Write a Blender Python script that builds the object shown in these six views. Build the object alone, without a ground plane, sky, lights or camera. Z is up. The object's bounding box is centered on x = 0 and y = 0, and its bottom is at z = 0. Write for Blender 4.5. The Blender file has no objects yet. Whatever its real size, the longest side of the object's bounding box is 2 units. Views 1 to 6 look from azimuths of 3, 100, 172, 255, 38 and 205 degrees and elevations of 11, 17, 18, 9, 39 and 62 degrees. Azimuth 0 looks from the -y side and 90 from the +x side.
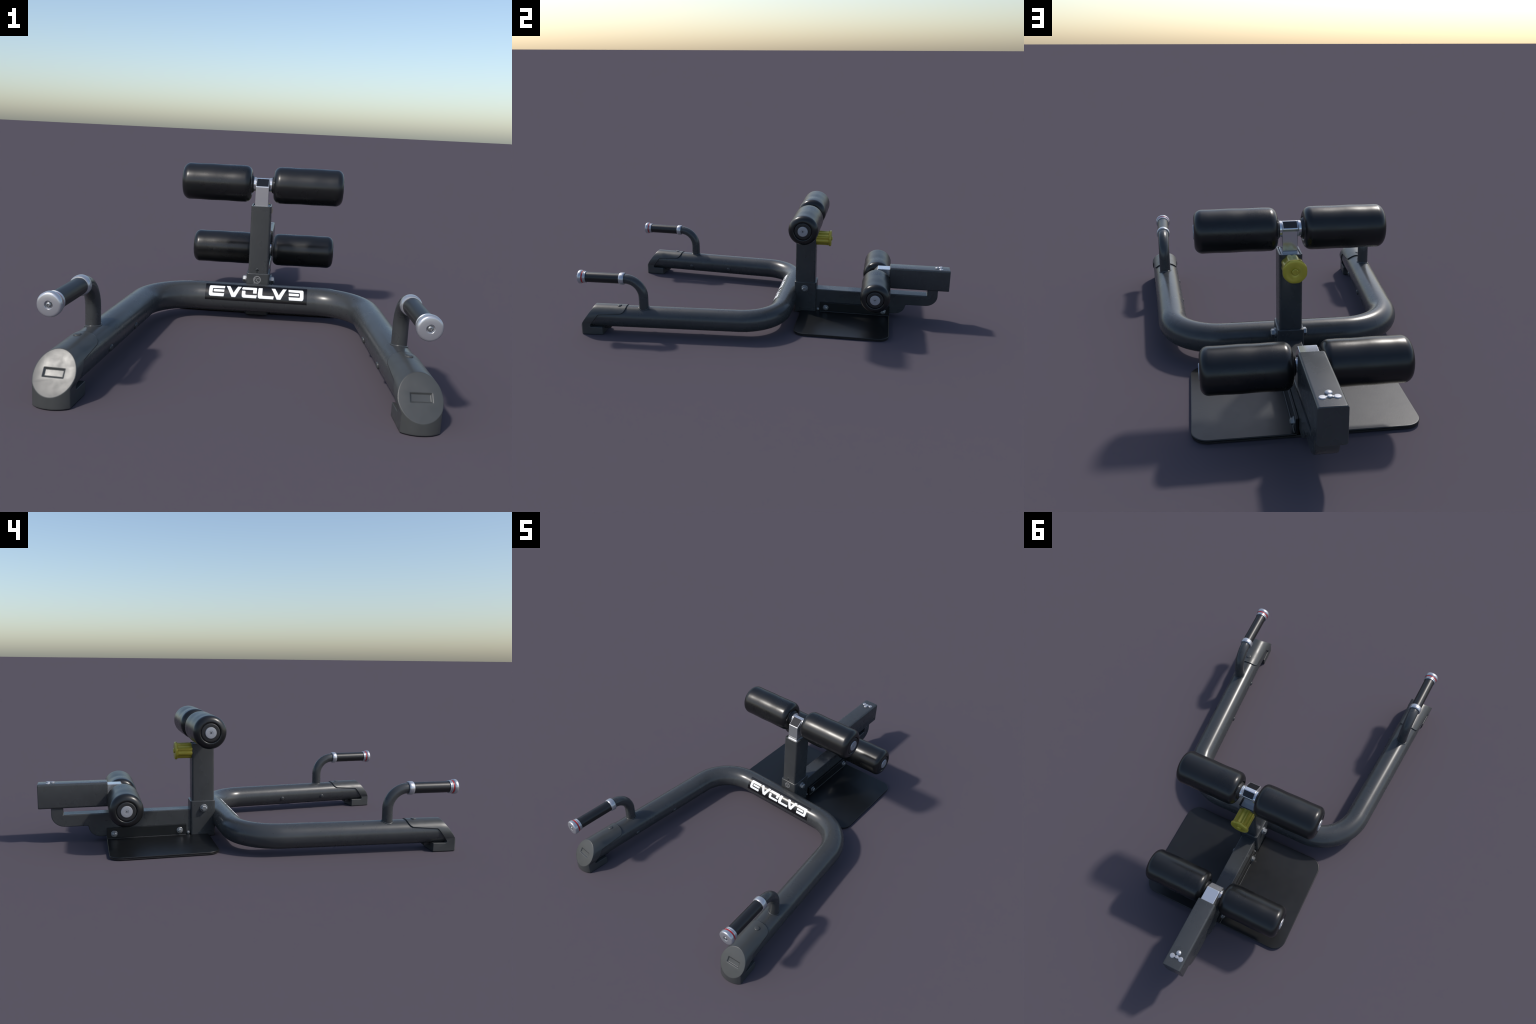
"""Floor-standing squat bench: a U-shaped tube frame on two moulded feet, two
grip handles, an upright post and a rear arm that each carry a pair of padded
rollers, and a foot plate on either side of the low centre beam."""
import math
import bpy
import bmesh
from mathutils import Matrix, Vector

# ------------------------------------------------------------------ materials


def new_material(name, color, rough, metallic=0.0, spec=0.5, coat=0.0,
                 mottle=0.0, mottle_scale=30.0, rough_var=0.0, rough_scale=12.0,
                 bump=0.0, bump_scale=300.0, round_edges=0.0):
    m = bpy.data.materials.new(name)
    m.use_nodes = True
    nt = m.node_tree
    b = nt.nodes["Principled BSDF"]
    b.inputs["Base Color"].default_value = (*color, 1)
    b.inputs["Roughness"].default_value = rough
    b.inputs["Metallic"].default_value = metallic
    b.inputs["Specular IOR Level"].default_value = spec
    if coat:
        b.inputs["Coat Weight"].default_value = coat
        b.inputs["Coat Roughness"].default_value = 0.15
    tc = nt.nodes.new("ShaderNodeTexCoord")

    def noise(scale, detail=4.0):
        n = nt.nodes.new("ShaderNodeTexNoise")
        n.inputs["Scale"].default_value = scale
        n.inputs["Detail"].default_value = detail
        nt.links.new(tc.outputs["Object"], n.inputs["Vector"])
        return n

    if mottle:
        n = noise(mottle_scale)
        r = nt.nodes.new("ShaderNodeValToRGB")
        r.color_ramp.elements[0].position = 0.3
        r.color_ramp.elements[1].position = 0.7
        r.color_ramp.elements[0].color = (*[c * (1 - mottle) for c in color], 1)
        r.color_ramp.elements[1].color = (*[c * (1 + mottle) for c in color], 1)
        nt.links.new(n.outputs["Fac"], r.inputs["Fac"])
        nt.links.new(r.outputs["Color"], b.inputs["Base Color"])
    if rough_var:
        n = noise(rough_scale, 6.0)
        r = nt.nodes.new("ShaderNodeMapRange")
        r.inputs["From Min"].default_value = 0.3
        r.inputs["From Max"].default_value = 0.7
        r.inputs["To Min"].default_value = rough - rough_var
        r.inputs["To Max"].default_value = rough + rough_var
        nt.links.new(n.outputs["Fac"], r.inputs["Value"])
        nt.links.new(r.outputs["Result"], b.inputs["Roughness"])
    soft = None
    if round_edges:
        soft = nt.nodes.new("ShaderNodeBevel")
        soft.samples = 8
        soft.inputs["Radius"].default_value = round_edges
        nt.links.new(soft.outputs["Normal"], b.inputs["Normal"])
    if bump:
        n = noise(bump_scale, 3.0)
        bp = nt.nodes.new("ShaderNodeBump")
        bp.inputs["Strength"].default_value = bump
        bp.inputs["Distance"].default_value = 0.002
        nt.links.new(n.outputs["Fac"], bp.inputs["Height"])
        if soft:
            nt.links.new(soft.outputs["Normal"], bp.inputs["Normal"])
        nt.links.new(bp.outputs["Normal"], b.inputs["Normal"])
    return m


PAINT = new_material("graphite_paint", (0.045, 0.048, 0.050), 0.28, spec=0.5,
                     mottle=0.06, mottle_scale=18, rough_var=0.03)
FOOT_PLASTIC = new_material("grey_plastic", (0.052, 0.055, 0.055), 0.37, spec=0.5,
                            mottle=0.06, rough_var=0.055, rough_scale=26, bump=0.02, bump_scale=60, round_edges=0.0045)
SHEET = new_material("black_sheet_steel", (0.0045, 0.005, 0.0055), 0.37, spec=0.5,
                     mottle=0.08, mottle_scale=45, rough_var=0.02, rough_scale=30, bump=0.05, bump_scale=160)
FOAM = new_material("black_vinyl_foam", (0.009, 0.0095, 0.010), 0.29, spec=0.5,
                    mottle=0.1, rough_var=0.05, rough_scale=9, bump=0.10, bump_scale=28)
HUB = new_material("black_rubber", (0.014, 0.014, 0.015), 0.48, mottle=0.15, bump=0.05)
GRIP = new_material("black_grip_rubber", (0.012, 0.012, 0.013), 0.38, bump=0.04, bump_scale=150)
CHROME = new_material("chrome_steel", (0.70, 0.71, 0.73), 0.15, metallic=0.76)
SKY_DARKENED_CHROME = new_material("chrome_darkened_for_sky", (0.030, 0.032, 0.035), 0.14, metallic=0.6)  # chrome base blackened so the carrier's slants show a dark upper-sky reflection
SATIN = new_material("satin_aluminium", (0.52, 0.53, 0.56), 0.30, metallic=0.70)
DISC = new_material("dull_steel", (0.40, 0.41, 0.44), 0.42, metallic=0.5)
BOLT = new_material("bolt_steel", (0.30, 0.31, 0.32), 0.38, metallic=0.8, mottle=0.1, mottle_scale=80)
RED = new_material("red_band", (0.45, 0.012, 0.018), 0.40)
YELLOW = new_material("yellow_lacquer", (0.49, 0.41, 0.05), 0.28, metallic=0.25, spec=0.5,
                      mottle=0.08, mottle_scale=25)
LABEL_BLACK = new_material("label_black", (0.006, 0.006, 0.007), 0.26, bump=0.02)
LABEL_WHITE = new_material("label_white", (0.90, 0.90, 0.90), 0.35)
MARK_GREY = new_material("mark_grey", (0.20, 0.20, 0.20), 0.4, mottle=0.2, mottle_scale=200)

# ------------------------------------------------------------------ helpers

ROOT = bpy.data.objects.new("squat_bench", None)
bpy.context.collection.objects.link(ROOT)
ROOT["label"] = "dark grey squat bench with padded rollers and U-shaped tube frame"
ROOT["category"] = "exercise bench"


WORLD = {}


def link(name, mesh, mat, parent=None, matrix=None):
    ob = bpy.data.objects.new(name, mesh)
    bpy.context.collection.objects.link(ob)
    if mat is not None and not mesh.materials:
        mesh.materials.append(mat)
    ob.parent = parent or ROOT
    place(ob, matrix if matrix is not None else Matrix())
    return ob


def place(ob, world):
    """Put ob at a world matrix whatever its parent's placement is."""
    WORLD[ob.name] = world
    ob.matrix_parent_inverse = WORLD.get(ob.parent.name, Matrix()).inverted()
    ob.matrix_basis = world


def finish(bm, name, smooth_angle=None):
    me = bpy.data.meshes.new(name)
    bmesh.ops.recalc_face_normals(bm, faces=bm.faces)
    bm.to_mesh(me)
    bm.free()
    me.shade_smooth()
    if smooth_angle is not None:
        me.set_sharp_from_angle(angle=math.radians(smooth_angle))
    return me


def bevel(ob, width, segments=3, angle=30):
    md = ob.modifiers.new("bevel", "BEVEL")
    md.width = width
    md.segments = segments
    md.limit_method = "ANGLE"
    md.angle_limit = math.radians(angle)
    md.harden_normals = True
    md.use_clamp_overlap = True
    return ob


def apply_modifiers(ob):
    dg = bpy.context.evaluated_depsgraph_get()
    me = bpy.data.meshes.new_from_object(ob.evaluated_get(dg))
    ob.modifiers.clear()
    old = ob.data
    ob.data = me
    bpy.data.meshes.remove(old)


def extrude_profile(name, pts, half, axis="x"):
    """Closed polygon pts extruded symmetrically. axis x: pts are (y, z);
    axis z: pts are (x, y) and half = (z0, z1)."""
    bm = bmesh.new()
    lo, hi = (-half, half) if not isinstance(half, tuple) else half
    if axis == "x":
        a = [bm.verts.new((lo, p[0], p[1])) for p in pts]
        b = [bm.verts.new((hi, p[0], p[1])) for p in pts]
    elif axis == "y":
        a = [bm.verts.new((p[0], lo, p[1])) for p in pts]
        b = [bm.verts.new((p[0], hi, p[1])) for p in pts]
    else:
        a = [bm.verts.new((p[0], p[1], lo)) for p in pts]
        b = [bm.verts.new((p[0], p[1], hi)) for p in pts]
    n = len(pts)
    bm.faces.new(a)
    bm.faces.new(b[::-1])
    for i in range(n):
        bm.faces.new((a[i], b[i], b[(i + 1) % n], a[(i + 1) % n]))
    return finish(bm, name)


def arc(cx, cy, rx, ry, a0, a1, n=8):
    return [(cx + rx * math.cos(math.radians(a0 + (a1 - a0) * i / n)),
             cy + ry * math.sin(math.radians(a0 + (a1 - a0) * i / n))) for i in range(n + 1)]


def box_mesh(name, x0, x1, y0, y1, z0, z1):
    return extrude_profile(name, [(y0, z0), (y1, z0), (y1, z1), (y0, z1)], (x0, x1))


def revolve(name, prof, seg=48, wobble=None, sharp=40):
    """Profile of (along, radius) turned about the local x axis; radius 0 at an
    end closes it to a point."""
    bm = bmesh.new()
    rings = []
    for t, r in prof:
        if r <= 1e-6:
            rings.append([bm.verts.new((t, 0, 0))])
        else:
            ring = []
            for i in range(seg):
                a = 2 * math.pi * i / seg
                rr = r * (wobble(a, t) if wobble else 1)
                ring.append(bm.verts.new((t, rr * math.cos(a), rr * math.sin(a))))
            rings.append(ring)
    for p, q in zip(rings, rings[1:]):
        if len(p) == 1 and len(q) == 1:
            continue
        for i in range(seg):
            j = (i + 1) % seg
            if len(p) == 1:
                bm.faces.new((p[0], q[j], q[i]))
            elif len(q) == 1:
                bm.faces.new((p[i], p[j], q[0]))
            else:
                bm.faces.new((p[i], p[j], q[j], q[i]))
    return finish(bm, name, sharp)


def along(origin, direction, roll_up=(0, 0, 1)):
    """Matrix that sends local x to direction, placed at origin."""
    x = Vector(direction).normalized()
    up = Vector(roll_up)
    if abs(x.dot(up)) > 0.95:
        up = Vector((0, 1, 0))
    y = up.cross(x).normalized()
    z = x.cross(y)
    m = Matrix((x, y, z)).transposed().to_4x4()
    m.translation = Vector(origin)
    return m


def sweep(name, path, radius, seg=40, cap=True):
    """Round tube along a polyline, frames carried by parallel transport."""
    pts = [Vector(p) for p in path]
    bm = bmesh.new()
    tang = []
    for i in range(len(pts)):
        a, b = pts[max(i - 1, 0)], pts[min(i + 1, len(pts) - 1)]
        tang.append((b - a).normalized())
    ref = Vector((0, 0, 1)) if abs(tang[0].z) < 0.9 else Vector((0, 1, 0))
    nrm = (ref - tang[0] * ref.dot(tang[0])).normalized()
    rings = []
    for i, (p, t) in enumerate(zip(pts, tang)):
        if i:
            nrm = (tang[i - 1].rotation_difference(t) @ nrm)
            nrm = (nrm - t * nrm.dot(t)).normalized()
        bi = t.cross(nrm)
        rings.append([bm.verts.new(p + radius * (math.cos(2 * math.pi * k / seg) * nrm +
                                                 math.sin(2 * math.pi * k / seg) * bi)) for k in range(seg)])
    for p, q in zip(rings, rings[1:]):
        for i in range(seg):
            j = (i + 1) % seg
            bm.faces.new((p[i], p[j], q[j], q[i]))
    if cap:
        bm.faces.new(rings[0][::-1])
        bm.faces.new(rings[-1])
    return bm


def hex_head(name, r, h, washer_r=0.0, washer_h=0.0, dome=0.3):
    """Hexagonal bolt head on a washer, standing on local x = 0."""
    bm = bmesh.new()
    if washer_r:
        rings = []
        for t, rr in ((-0.002, washer_r), (washer_h * 0.7, washer_r), (washer_h, washer_r * 0.93)):
            rings.append([bm.verts.new((t, rr * math.cos(2 * math.pi * i / 24), rr * math.sin(2 * math.pi * i / 24))) for i in range(24)])
        for p, q in zip(rings, rings[1:]):
            for i in range(24):
                bm.faces.new((p[i], p[(i + 1) % 24], q[(i + 1) % 24], q[i]))
        bm.faces.new(rings[-1])
    rings = []
    for t, rr in ((washer_h - 0.002, r), (washer_h + h * 0.75, r), (washer_h + h, r * (1 - dome))):
        rings.append([bm.verts.new((t, rr * math.cos(math.pi * i / 3), rr * math.sin(math.pi * i / 3))) for i in range(6)])
    for p, q in zip(rings, rings[1:]):
        for i in range(6):
            bm.faces.new((p[i], p[(i + 1) % 6], q[(i + 1) % 6], q[i]))
    bm.faces.new(rings[-1])
    return finish(bm, name, 25)


# ------------------------------------------------------------------ frame tube

TUBE_R = 0.0600
TUBE_Z = 0.0908
CROSS_Y = 0.0725
SPLAY = math.atan(0.0760)
BEND_R = 0.215


def leg_x(y):
    return 0.4645 + 0.0760 * (-0.2 - y)


# the slanted front of each foot: y = -0.9125 - 0.7 * (0.157 - z)


def slant_y(z):
    return -0.9125 - 0.7 * (0.157 - z)


corner_x = leg_x(CROSS_Y)
turn = math.pi / 2 - SPLAY
tan_len = BEND_R * math.tan(turn / 2)
straight_x = corner_x - tan_len
half_path = []
for i in range(0, 9):
    half_path.append((straight_x * i / 8, CROSS_Y))
ARC_N = 28
for i in range(1, ARC_N + 1):
    a = math.pi / 2 - turn * i / ARC_N
    half_path.append((straight_x + BEND_R * math.cos(a), CROSS_Y - BEND_R + BEND_R * math.sin(a)))
ex, ey = half_path[-1]
for i in range(1, 13):
    y = ey + (-1.0 - ey) * i / 12
    half_path.append((leg_x(y), y))
path = [(-x, y, TUBE_Z) for x, y in half_path[::-1]] + [(x, y, TUBE_Z) for x, y in half_path[1:]]
bm = sweep("frame_tube", path, TUBE_R, 64)
# trim both ends parallel to the slanted foot fronts, just inside them
n = Vector((0, 1, -0.7)).normalized()
res = bmesh.ops.bisect_plane(bm, geom=bm.verts[:] + bm.edges[:] + bm.faces[:],
                             plane_co=(0, slant_y(0.1) + 0.014, 0.1), plane_no=-n, clear_outer=True)
bmesh.ops.holes_fill(bm, edges=[e for e in bm.edges if e.is_boundary])
frame = link("frame_tube", finish(bm, "frame_tube", 40), PAINT)

# small dome plugs on the inner flank of each leg
plug_mesh = revolve("plug", [(-0.006, 0.0125), (0.0015, 0.0125), (0.004, 0.0105), (0.0055, 0.006), (0.006, 0)], 20)
for s in (-1, 1):
    for y in (-0.653, -0.39):
        ang = math.radians(-14)
        c = Vector((s * leg_x(y), y, TUBE_Z))
        d = Vector((-s * math.cos(ang), -0.07 * math.cos(ang), math.sin(ang)))
        link("plug", plug_mesh, PAINT, matrix=along(c + d * TUBE_R, d))

# ------------------------------------------------------------------ feet

for s in (-1, 1):
    # body in the leg's own frame: y along the leg, origin on the leg axis
    def leg_frame(y0=-0.85):
        m = Matrix.Rotation(s * SPLAY, 4, "Z")
        m.translation = Vector((s * leg_x(y0), y0, 0))
        return m
    Y0 = -0.85
    bmc = sweep("foot", [(0, y - Y0, TUBE_Z) for y in (-0.70, -0.8, -0.9, -1.06)], 0.0648, 64)
    foot = link("foot", finish(bmc, "foot", 40), FOOT_PLASTIC)
    plan = [(0.002 * s + k, y - Y0) for k, y in ((-0.0575, -0.999), (0.0575, -0.999), (0.0575, -0.815), (-0.0575, -0.815))]
    clip = link("clip", extrude_profile("clip", [(0.070, -0.70 - Y0 + 0.02), (-0.070, -0.70 - Y0 + 0.02)] +
                arc(0.002 * s, -0.950 - Y0, 0.0685, 0.0475, 180, 360, 28), (-0.01, 0.3), "z"), FOOT_PLASTIC)
    lug = link("lug", extrude_profile("lug", plan, (0.0, 0.072), "z"), FOOT_PLASTIC)
    cover = [(-0.737, 0.2), (-0.737, 0.152), (-0.7405, 0.141), (-0.748, 0.131), (-0.759, 0.1245),
             (-0.883, 0.1145), (-0.889, 0.111), (-0.934, 0.052), (-0.935, 0.0455), (-0.931, 0.041),
             (-0.865, 0.041), (-0.865, -0.02), (-1.04, -0.02), (slant_y(-0.005), -0.005), (slant_y(0.2), 0.2)]
    cutter = link("cutter", extrude_profile("cutter", [(p[0] - Y0, p[1]) for p in cover], 0.12), FOOT_PLASTIC)
    # recess in the slanted face
    mid = Vector((0.003 * s, slant_y(0.0955) - Y0, 0.0955))
    u = Vector((0, 0.7, 1)).normalized()
    bmr = bmesh.new()
    bmesh.ops.create_cube(bmr, size=1.0)
    nn = Vector((0, -1, 0.7)).normalized()
    for v in bmr.verts:
        # sloping walls: wider above the face, narrower at the floor
        w, h = (0.0560, 0.0200) if v.co.z < 0 else (0.0740, 0.0380)
        v.co = mid + Vector((1, 0, 0)) * v.co.x * w + u * v.co.y * h + nn * v.co.z * 0.010
    pocket = link("pocket", finish(bmr, "pocket"), FOOT_PLASTIC)
    for other, op in ((lug, "UNION"), (clip, "INTERSECT"), (cutter, "INTERSECT"), (pocket, "DIFFERENCE")):
        md = foot.modifiers.new("bool", "BOOLEAN")
        md.object = other
        md.operation = op
        md.solver = "EXACT"
    apply_modifiers(foot)
    for o in (lug, clip, cutter, pocket):
        bpy.data.objects.remove(o)
    # round over the rim of the slanted face
    bmf = bmesh.new()
    bmf.from_mesh(foot.data)
    bmesh.ops.remove_doubles(bmf, verts=bmf.verts[:], dist=0.0004)
    rim = []
    for e in bmf.edges:
        if len(e.link_faces) == 2:
            d0, d1 = sorted(f.normal.dot(nn) for f in e.link_faces)
            m = (e.verts[0].co + e.verts[1].co) / 2 - mid
            if d1 > 0.99 and d0 < 0.93 and (abs(m.x) > 0.040 or abs(m.dot(u)) > 0.022):
                rim.append(e)
    bmesh.ops.bevel(bmf, geom=rim, offset=0.0042, segments=4, profile=0.5, affect="EDGES", clamp_overlap=True)
    bmf.to_mesh(foot.data)
    bmf.free()
    foot.data.shade_smooth()
    foot.data.set_sharp_from_angle(angle=math.radians(30))
    bevel(foot, 0.0018, 2, 40)
    place(foot, leg_frame())
    # fixing screw on the top of the cover, rubber pad behind the lug
    link("foot_screw", revolve("foot_screw", [(-0.004, 0.0128), (0.0012, 0.0128), (0.0026, 0.0115), (0.0032, 0.008), (0.0034, 0)], 24),
         FOOT_PLASTIC, parent=foot, matrix=along((s * 0.5145, -0.777, TUBE_Z + 0.0645), (0, 0, 1)))
    pad = link("rubber_pad", box_mesh("rubber_pad", -0.024, 0.024, -0.868 - Y0, -0.832 - Y0, 0.022, 0.045), HUB,
               parent=foot, matrix=leg_frame())
    bevel(pad, 0.003)

# ------------------------------------------------------------------ handles

HX, HY, HZ = 0.5055, -0.642, 0.3085
HANDLE_R, HBEND = 0.0257, 0.100
for s in (-1, 1):
    d = Vector((s * 0.0453, -1, 0)).normalized()
    base = Vector((s * HX, HY, 0))
    hp = [base + Vector((0, 0, z)) for z in (0.12, 0.16, HZ - HBEND)]
    for i in range(1, 19):
        a = math.pi / 2 * i / 18
        hp.append(base + Vector((0, 0, HZ - HBEND + HBEND * math.sin(a))) + d * HBEND * (1 - math.cos(a)))
    hp.append(base + Vector((0, 0, HZ)) + d * 0.30)
    handle = link("handle", finish(sweep("handle", hp, HANDLE_R, 40), "handle", 40), PAINT)

    # weld bead where the handle tube stands on the leg
    bead = []
    for i in range(49):
        a = 2 * math.pi * i / 48
        px, py = s * HX + 0.0268 * math.cos(a), HY + 0.0268 * math.sin(a)
        off = (px - s * leg_x(py)) * math.cos(SPLAY)
        bead.append((px, py, TUBE_Z + math.sqrt(TUBE_R ** 2 - off ** 2)))
    link("weld_bead", finish(sweep("weld_bead", bead, 0.0032, 10, False), "weld_bead", 60), PAINT, parent=handle)

    def part(name, prof, mat, seg=40, parent=handle):
        return link(name, revolve(name, prof, seg), mat, parent=parent,
                    matrix=along(base + Vector((0, 0, HZ)), d))
    part("grip", [(0.115, 0.026), (0.117, 0.0278), (0.317, 0.0278), (0.319, 0.026)], GRIP)
    part("collar", [(0.099, 0.0255), (0.099, 0.0305), (0.1015, 0.0325), (0.108, 0.033), (0.116, 0.033),
                    (0.1225, 0.0325), (0.126, 0.030), (0.1265, 0.027)], SATIN)
    part("end_cap", [(0.313, 0.026), (0.313, 0.0305), (0.3145, 0.0318), (0.318, 0.0318), (0.3195, 0.0300),
                     (0.3215, 0.0300), (0.3225, 0.0322), (0.327, 0.0325), (0.3285, 0.0310), (0.3345, 0.0310),
                     (0.336, 0.0350), (0.3385, 0.0366), (0.350, 0.0366), (0.3535, 0.0352), (0.3555, 0.0325),
                     (0.3565, 0.029), (0.3565, 0.0128), (0.3558, 0.0120), (0.3505, 0.0118), (0.3505, 0)], SATIN, 56)
    part("colour_band", [(0.3284, 0.030), (0.3288, 0.0330), (0.3343, 0.0332), (0.335, 0.030)], RED)
    part("cap_screw", [(0.349, 0.0085), (0.355, 0.0082), (0.3572, 0.0062), (0.3578, 0.0035), (0.3562, 0.0030), (0.3562, 0)], BOLT, 24)

# ------------------------------------------------------------------ label on the cross bar


def wrap(x, deg, lift):
    a = math.radians(deg)
    r = TUBE_R + lift
    return Vector((x, CROSS_Y - r * math.cos(a), TUBE_Z + r * math.sin(a)))


def wrapped_patch(name, polys, lift, mat, parent):
    """Flat polygons in (x, degrees) cut fine across the curve, bent round the
    tube and given a little thickness."""
    bm = bmesh.new()
    for poly in polys:
        bm.faces.new([bm.verts.new((p[0], p[1] * 0.001, 0)) for p in poly])
    for deg in range(-8, 84, 3):
        bmesh.ops.bisect_plane(bm, geom=bm.verts[:] + bm.edges[:] + bm.faces[:],
                               plane_co=(0, deg * 0.001, 0), plane_no=(0, 1, 0))
    bmesh.ops.remove_doubles(bm, verts=bm.verts[:], dist=1e-6)
    bmesh.ops.recalc_face_normals(bm, faces=bm.faces[:])
    for v in bm.verts:
        v.co = wrap(v.co.x, v.co.y / 0.001, lift)
    ext = bmesh.ops.extrude_face_region(bm, geom=bm.faces[:])
    for g in ext["geom"]:
        if isinstance(g, bmesh.types.BMVert):
            r = Vector((0, g.co.y - CROSS_Y, g.co.z - TUBE_Z)).normalized()
            g.co -= r * 0.004
    return link(name, finish(bm, name, 40), mat, parent=parent)


label = wrapped_patch("label", [[(-0.2185, -2.5), (0.2185, -2.5), (0.2185, 72.5), (-0.2185, 72.5)]], 0.0008, LABEL_BLACK, frame)

TOP, BOT = 58.5, 12.5


def block_letter(x0, x1, flip=False):
    """Squared E: outer C-shape plus a free middle bar."""
    w, st = x1 - x0, 0.016
    c = [(0.006, TOP), (w, TOP), (w - 0.001, 47), (st + 0.002, 45.5), (st, 43.5), (st - 0.001, 27),
         (st + 0.002, 25), (w - 0.002, 25), (w - 0.004, BOT), (0.006, BOT), (0.001, 16.5), (0, 23), (0.001, 52), (0.003, 57)]
    bar = [(st + 0.006, 41), (w - 0.002, 41), (w - 0.003, 31), (st + 0.006, 31), (st + 0.004, 33.5), (st + 0.004, 38.5)]
    f = (lambda p: (x1 - p[0], p[1])) if flip else (lambda p: (x0 + p[0], p[1]))
    return [[f(p) for p in c], [f(p) for p in bar]]


def vee(x0, x1):
    w = x1 - x0
    return [[(x0, TOP + 1), (x0 + 0.0155, TOP + 1), (x0 + w * 0.5, 29), (x1 - 0.0155, TOP + 1), (x1, TOP + 1),
             (x0 + w * 0.5 + 0.008, BOT), (x0 + w * 0.5 - 0.008, BOT)]]


def open_o(x0, x1):
    st = 0.016
    upper = [(x0 + 0.003, TOP), (x1 - 0.003, TOP), (x1 - 0.0005, 56), (x1, 52), (x1 - 0.001, 31.5), (x1 - st, 31.5),
             (x1 - st, 46.5), (x0 + 0.002, 46.5), (x0, 48.5), (x0, 53)]
    lower = [(x0, 41), (x0 + 0.0135, 41), (x0 + 0.015, 38.5), (x0 + 0.015, 26.5), (x0 + 0.018, 24.5), (x1 + 0.001, 24.5),
             (x1 - 0.002, BOT), (x0 + 0.006, BOT), (x0 + 0.001, 16), (x0, 22)]
    return [upper, lower]


def ell(x0, x1):
    return [[(x0 + 0.003, TOP), (x0 + 0.0185, TOP), (x0 + 0.0185, 27), (x0 + 0.021, 24.5), (x1, 24.5), (x1 - 0.002, BOT),
             (x0 + 0.006, BOT), (x0 + 0.001, 16.5), (x0, 22), (x0 + 0.001, 54)]]


for polys in (block_letter(-0.2025, -0.1345), vee(-0.1285, -0.0635), open_o(-0.0605, 0.0035),
              ell(0.0085, 0.0770), vee(0.0655, 0.1305), block_letter(0.1385, 0.2040, True)):
    wrapped_patch("letter", polys, 0.0014, LABEL_WHITE, label)

# ------------------------------------------------------------------ centre structure


def rounded_rect(x0, x1, y0, y1, r, n=5):
    return (arc(x1 - r, y0 + r, r, r, -90, 0, n) + arc(x1 - r, y1 - r, r, r, 0, 90, n) +
            arc(x0 + r, y1 - r, r, r, 90, 180, n) + arc(x0 + r, y0 + r, r, r, 180, 270, n))


# socket the post stands in
sleeve = link("socket", extrude_profile("socket", rounded_rect(-0.051, 0.051, 0.118, 0.247, 0.010), (0.0005, 0.1895), "z"), PAINT)
bevel(sleeve, 0.004, 3, 40)

# upright post: open square tube with a plastic liner
bm = bmesh.new()
outer = rounded_rect(-0.0435, 0.0435, 0.1225, 0.2375, 0.010)
inner = rounded_rect(-0.0375, 0.0375, 0.1295, 0.232, 0.006)
layers = [(outer, 0.18), (outer, 0.4855), (rounded_rect(-0.0423, 0.0423, 0.1237, 0.2363, 0.009), 0.4870),
          (inner, 0.4870), (inner, 0.4815)]
rings = [[bm.verts.new((x, y, z)) for x, y in ring] for ring, z in layers]
for p, q in zip(rings, rings[1:]):
    for i in range(len(p)):
        j = (i + 1) % len(p)
        bm.faces.new((p[i], p[j], q[j], q[i]))
bm.faces.new(rings[-1])
bm.faces.new(rings[0][::-1])
post = link("post", finish(bm, "post", 35), PAINT)
liner = link("post_liner", extrude_profile("post_liner", rounded_rect(-0.0340, 0.0340, 0.1315, 0.2315, 0.006), (0.476, 0.4855), "z"), DISC, parent=post)
bevel(liner, 0.002)

# raised arrow on the post and round emblem on the socket
arrow = link("arrow_mark", extrude_profile("arrow_mark", [
    (-0.0062, 0.192), (-0.0038, 0.192), (-0.0038, 0.205), (0.0015, 0.2005), (0.0025, 0.2045),
    (-0.005, 0.2135), (-0.0125, 0.2045), (-0.0115, 0.2005), (-0.0062, 0.205)], (0.1215, 0.130), "y"), PAINT, parent=post)
em = bmesh.new()
ec = Vector((-0.003, 0.162))
for r0, r1, a0, a1, off in ((0.0132, 0.0170, -60, 245, (0, 0)), (0.0050, 0.0080, 20, 290, (0.0045, -0.001)),
                            (0.0040, 0.0070, 60, 250, (-0.0055, 0.002))):
    k = 22
    o = [em.verts.new((ec.x + off[0] + r1 * math.cos(math.radians(a0 + (a1 - a0) * i / k)), 0.1205,
                       ec.y + off[1] + r1 * math.sin(math.radians(a0 + (a1 - a0) * i / k)))) for i in range(k + 1)]
    q = [em.verts.new((ec.x + off[0] + r0 * math.cos(math.radians(a0 + (a1 - a0) * i / k)), 0.1205,
                       ec.y + off[1] + r0 * math.sin(math.radians(a0 + (a1 - a0) * i / k)))) for i in range(k + 1)]
    for i in range(k):
        em.faces.new((o[i], o[i + 1], q[i + 1], q[i]))
em.faces.new([em.verts.new((x, 0.1205, z)) for x, z in ((-0.019, 0.1445), (0.004, 0.1445), (0.006, 0.149), (-0.016, 0.149))])
ext = bmesh.ops.extrude_face_region(em, geom=em.faces[:])
for g in ext["geom"]:
    if isinstance(g, bmesh.types.BMVert):
        g.co.y = 0.1170
link("emblem", finish(em, "emblem", 30), MARK_GREY, parent=sleeve)

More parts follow.
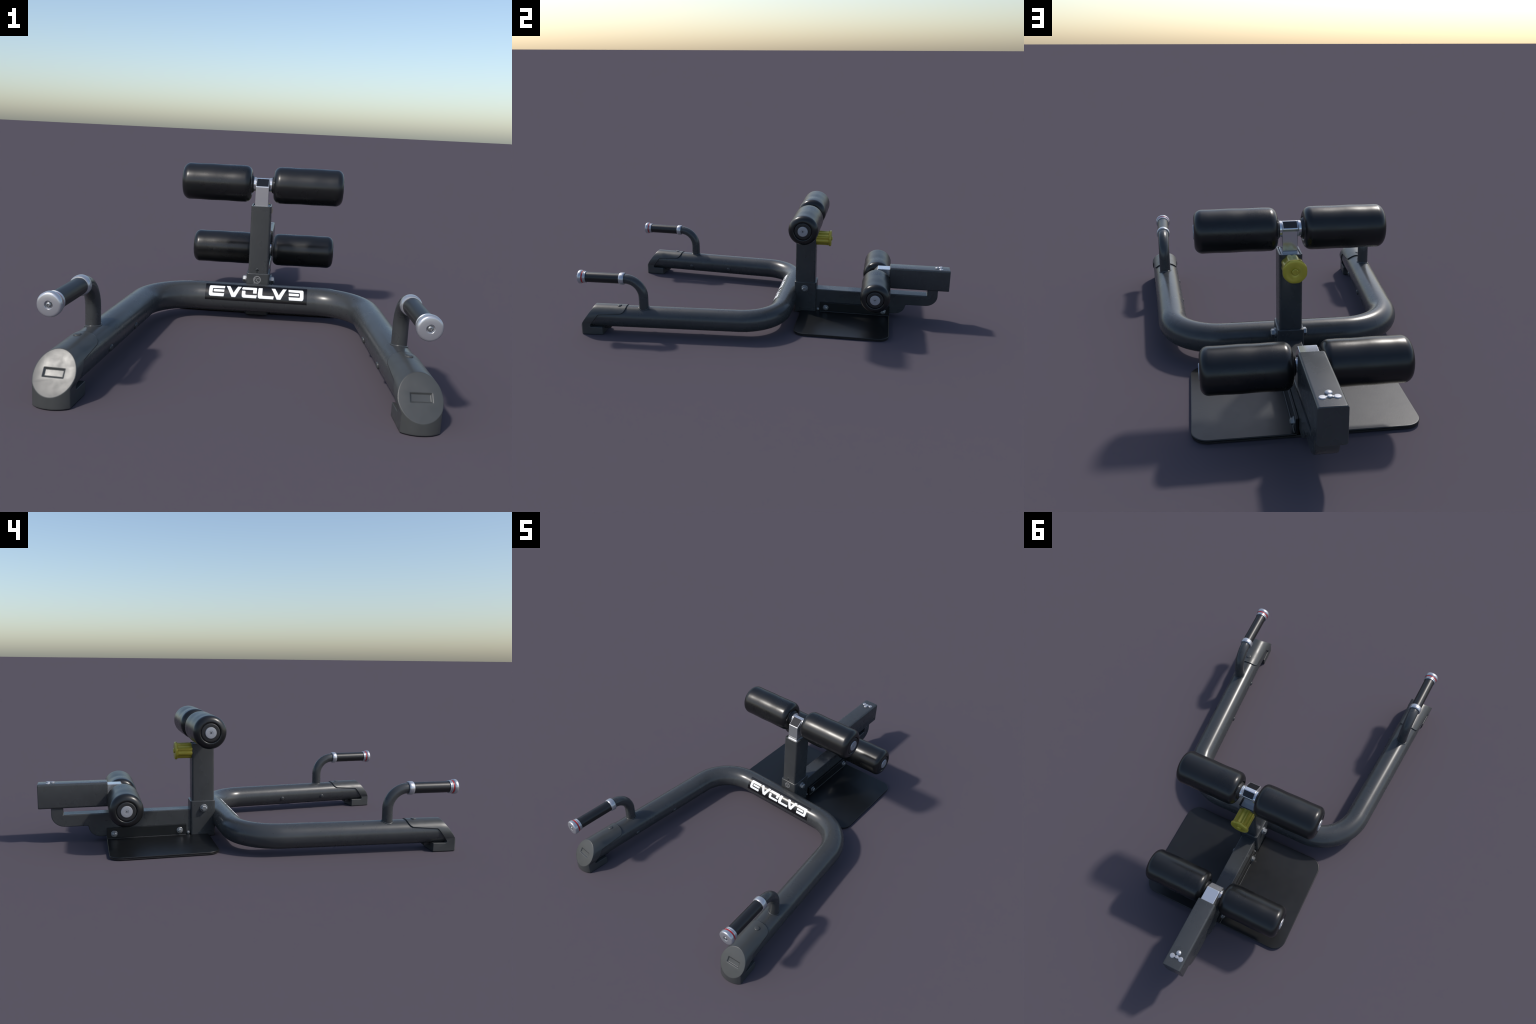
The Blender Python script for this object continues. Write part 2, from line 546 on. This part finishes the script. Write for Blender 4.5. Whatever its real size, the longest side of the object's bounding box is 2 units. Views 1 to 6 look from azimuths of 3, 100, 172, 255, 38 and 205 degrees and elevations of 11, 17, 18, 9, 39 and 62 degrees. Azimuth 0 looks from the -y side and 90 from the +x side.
# low centre beam with the turned-up rear end
beam_pts = [(0.240, 0.1455), (0.8825, 0.1455), (0.8825, 0.186), (0.9400, 0.186)]
beam_pts += arc(0.872, 0.145, 0.068, 0.061, 0, -90, 10)
beam_pts += [(0.765, 0.083)]
beam_pts += arc(0.703, 0.083, 0.060, 0.057, -5, -90, 9)
beam_pts += [(0.240, 0.026)]
beam = link("beam", extrude_profile("beam", beam_pts, (-0.0390, 0.0373)), PAINT)
bevel(beam, 0.005, 3, 40)

# rear arm tube
arm = link("arm", extrude_profile("arm", rounded_rect(-0.0470, 0.0427, 0.1798, 0.3035, 0.0095), (0.6640, 1.0), "y"), PAINT)
bevel(arm, 0.004, 3, 40)

# three-lobed clamp screw on the arm
cl = bmesh.new()
cx, cy = -0.0027, 0.9475


def disc(bmx, x, y, r, z0, z1, dome=0.0, seg=24):
    rings = []
    for z, rr in ((z0, r), (z1 - 0.002, r), (z1, r * 0.82)):
        rings.append([bmx.verts.new((x + rr * math.cos(2 * math.pi * i / seg), y + rr * math.sin(2 * math.pi * i / seg), z)) for i in range(seg)])
    for p, q in zip(rings, rings[1:]):
        for i in range(seg):
            bmx.faces.new((p[i], p[(i + 1) % seg], q[(i + 1) % seg], q[i]))
    top = bmx.verts.new((x, y, z1 + dome))
    for i in range(seg):
        bmx.faces.new((rings[-1][i], rings[-1][(i + 1) % seg], top))


disc(cl, cx, cy, 0.0080, 0.300, 0.3080, 0.001)
for lx, ly, zt, lr, dm in ((cx - 0.0215, cy + 0.0025, 0.3065, 0.0115, 0.0005), (cx + 0.0215, cy + 0.0025, 0.3065, 0.0115, 0.0005),
                           (cx, cy - 0.0190, 0.3095, 0.0110, 0.002)):
    disc(cl, lx, ly, lr, 0.300, zt, dm)
    v = Vector((lx - cx, ly - cy)).normalized()
    w = Vector((-v.y, v.x)) * 0.004
    a, b = Vector((cx, cy)), Vector((lx, ly))
    quad = [a + w, a - w, b - w, b + w]
    lo = [cl.verts.new((p.x, p.y, 0.300)) for p in quad]
    hi = [cl.verts.new((p.x, p.y, 0.3055)) for p in quad]
    cl.faces.new(hi)
    for i in range(4):
        cl.faces.new((lo[i], lo[(i + 1) % 4], hi[(i + 1) % 4], hi[i]))
link("clamp_screw", finish(cl, "clamp_screw", 35), DISC, parent=arm)

# ------------------------------------------------------------------ sliding carriers and rollers

# upright slide: a square chrome tube cut off at a slant, the roller axle lying
# across its rear top edge between two collars
carrier = link("carrier", extrude_profile("carrier", [
    (0.1372, 0.478), (0.1372, 0.5710), (0.1800, 0.6030), (0.1950, 0.6055), (0.2225, 0.5825), (0.2225, 0.5775), (0.2090, 0.5700), (0.2090, 0.478)], 0.0288), CHROME)
bevel(carrier, 0.003, 3, 15)
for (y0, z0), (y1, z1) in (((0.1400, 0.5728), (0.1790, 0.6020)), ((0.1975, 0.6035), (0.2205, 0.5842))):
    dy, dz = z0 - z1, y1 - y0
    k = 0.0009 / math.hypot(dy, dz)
    reflection_plate = link("sky_reflection_plate", extrude_profile("sky_reflection_plate", [
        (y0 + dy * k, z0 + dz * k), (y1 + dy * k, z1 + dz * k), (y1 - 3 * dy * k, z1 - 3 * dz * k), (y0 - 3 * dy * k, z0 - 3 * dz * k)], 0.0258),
        SKY_DARKENED_CHROME, parent=carrier)
    bevel(reflection_plate, 0.0006, 1, 15)
carrier2 = link("carrier", extrude_profile("carrier", [
    (0.672, 0.2920), (0.5965, 0.2920), (0.5605, 0.2480), (0.5605, 0.2240), (0.5880, 0.1920), (0.672, 0.1920)], 0.0325), CHROME)
bevel(carrier2, 0.003, 3, 20)

PAD_IN, PAD_OUT, PAD_R = 0.048, 0.3520, 0.0800
pad_prof = [(PAD_IN + 0.006, 0.020), (PAD_IN + 0.006, 0.043), (PAD_IN + 0.001, 0.046), (PAD_IN, 0.0485)]
pad_prof += [(p[0], p[1]) for p in arc(PAD_IN + 0.030, PAD_R - 0.030, 0.030, 0.030, 180, 90, 10)]
pad_prof += [(PAD_IN + 0.03 + (PAD_OUT - PAD_IN - 0.06) * i / 10, PAD_R + 0.0006 * math.sin(i * 1.3)) for i in range(1, 10)]
pad_prof += [(p[0], p[1]) for p in arc(PAD_OUT - 0.030, PAD_R - 0.030, 0.030, 0.030, 90, 0, 10)]
pad_prof += [(PAD_OUT - 0.002, 0.0475), (PAD_OUT - 0.008, 0.046), (PAD_OUT - 0.008, 0.020)]


def pad_wobble(a, t):
    return 1 + 0.004 * math.sin(2 * a + 9 * t) * math.sin(a + 14 * t)


pad_mesh = revolve("roller_pad", pad_prof, 72, pad_wobble, 50)
hub_mesh = revolve("hub", [(PAD_OUT - 0.010, 0.0445), (PAD_OUT - 0.003, 0.0445), (PAD_OUT - 0.0015, 0.0425), (PAD_OUT - 0.001, 0.039),
                           (PAD_OUT - 0.001, 0.030), (PAD_OUT - 0.001, 0.015), (PAD_OUT - 0.001, 0)], 48, None, 50)
neck_mesh = revolve("hub", [(0.040, 0.027), (0.040, 0.033), (0.043, 0.0365), (0.050, 0.040), (0.056, 0.0425), (0.056, 0.02)], 48, None, 50)
bolt_mesh = revolve("end_bolt", [(PAD_OUT - 0.003, 0.0275), (PAD_OUT + 0.0010, 0.0272), (PAD_OUT + 0.0028, 0.0258), (PAD_OUT + 0.0032, 0.023),
                                 (PAD_OUT + 0.0032, 0.010), (PAD_OUT + 0.0018, 0.0095), (PAD_OUT + 0.0018, 0.0075), (PAD_OUT + 0.0028, 0.0068),
                                 (PAD_OUT + 0.0028, 0.004), (PAD_OUT - 0.001, 0.0035), (PAD_OUT - 0.001, 0)], 40, None, 35)
axle_mesh = revolve("axle", [(-0.06, 0.0), (-0.06, 0.0265), (-0.0430, 0.0265), (-0.0425, 0.0290), (-0.0410, 0.0302), (-0.0310, 0.0302), (-0.0290, 0.0285),
                             (-0.0270, 0.0090), (0.0270, 0.0090), (0.0290, 0.0285), (0.0310, 0.0302), (0.0410, 0.0302), (0.0425, 0.0290), (0.0430, 0.0265),
                             (0.06, 0.0265), (0.06, 0)], 40, None, 35)
axle2_mesh = revolve("axle", [(-0.06, 0.0), (-0.06, 0.0255), (0.06, 0.0255), (0.06, 0)], 40, None, 35)

for yy, zz, carr, ax in ((0.198, 0.5765, carrier, axle_mesh), (0.5915, 0.2192, carrier2, axle2_mesh)):
    link("axle", ax, CHROME, parent=carr, matrix=Matrix.Translation((0, yy, zz)))
    for s in (-1, 1):
        m = along((0, yy, zz), (s, 0, 0))
        roller = link("roller", pad_mesh, FOAM, matrix=m)
        for nm, me, mt in (("hub", hub_mesh, HUB), ("hub", neck_mesh, HUB), ("end_bolt", bolt_mesh, DISC)):
            link(nm, me, mt, parent=roller, matrix=m)

# ------------------------------------------------------------------ pull knob on the post


def flute(a, t):
    return 1 - 0.10 * (0.5 + 0.5 * math.cos(8 * a)) ** 1.5 if t < 0.071 else 1 - 0.02 * (0.5 + 0.5 * math.cos(8 * a))


knob = link("knob", revolve("knob", [(-0.004, 0.0), (-0.004, 0.0395), (0.002, 0.0412), (0.030, 0.0408), (0.060, 0.0408), (0.070, 0.0415), (0.0725, 0.0448),
                                     (0.0745, 0.0460), (0.0800, 0.0460), (0.0832, 0.0445), (0.0845, 0.0420), (0.0845, 0.014), (0.0835, 0.0125)],
                            72, flute, 35), YELLOW, matrix=along((-0.0022, 0.238, 0.4490), (0, 1, 0)))
link("knob_pin", revolve("knob_pin", [(0.080, 0.0122), (0.088, 0.0120), (0.0898, 0.0100), (0.0898, 0.0065), (0.0885, 0.006), (0.0885, 0)], 24, None, 35),
     YELLOW, parent=knob, matrix=along((-0.0022, 0.238, 0.4490), (0, 1, 0)))

# ------------------------------------------------------------------ foot plates and fixings

underlay = link("rubber_mat", extrude_profile("rubber_mat", rounded_rect(-0.3860, 0.3860, 0.1575, 0.6730, 0.056, 8), (0.0, 0.0070), "z"), HUB)
bevel(underlay, 0.0015, 2, 50)
pivot_mesh = hex_head("pivot_bolt", 0.0165, 0.014, 0.0205, 0.006)
plate_bolt_mesh = hex_head("plate_bolt", 0.0120, 0.011, 0.0165, 0.0035, 0.45)
for s in (-1, 1):
    pl = rounded_rect(0.052, 0.3875, 0.1555, 0.6745, 0.058, 10)
    # square inner corners, round outer corners
    keep = [p for p in pl if p[0] > 0.20]
    pts = [(0.0515, 0.1555)] + keep + [(0.0515, 0.6745)]
    order = sorted(keep, key=lambda p: math.atan2(p[1] - 0.415, p[0] - 0.2))
    pts = [(0.0435, 0.2485), (0.0525, 0.2485), (0.0525, 0.1555)] + order + [(0.0435, 0.6745)]
    plate = link("foot_plate", extrude_profile("foot_plate", [(s * x, y) for x, y in pts], (0.0055, 0.0135), "z"), SHEET)
    bevel(plate, 0.0032, 3, 50)
    flange = link("flange", box_mesh("flange", min(s * 0.0380, s * 0.0485), max(s * 0.0380, s * 0.0485), 0.2705, 0.6735, 0.011, 0.0690), SHEET, parent=plate)
    bevel(flange, 0.002, 2)
    # weld seam where the flange stands on the plate
    weld = sweep("weld_seam", [(s * 0.0500, 0.2725 + 0.4 * i / 160, 0.0137) for i in range(161)], 0.0042, 10)
    for v in weld.verts:
        k = 1 + 0.16 * math.sin(v.co.y * 900)
        v.co.x = s * 0.0500 + (v.co.x - s * 0.0500) * k
        v.co.z = 0.0137 + (v.co.z - 0.0137) * k
    link("weld_seam", finish(weld, "weld_seam", 60), SHEET, parent=plate)
    for y in (0.3050, 0.6375):
        link("plate_bolt", plate_bolt_mesh, BOLT, parent=plate, matrix=along((s * 0.0485, y, 0.0385), (s, 0, 0)))
    link("pivot_bolt", pivot_mesh, BOLT, parent=sleeve, matrix=along((s * 0.0510, 0.1795, 0.1510), (s, 0, 0)))
    link("beam_bolt", plate_bolt_mesh, BOLT, parent=beam,
         matrix=along((s * 0.0375, 0.2585, 0.0225), (s, 0, 0)) @ Matrix.Scale(0.55, 4))
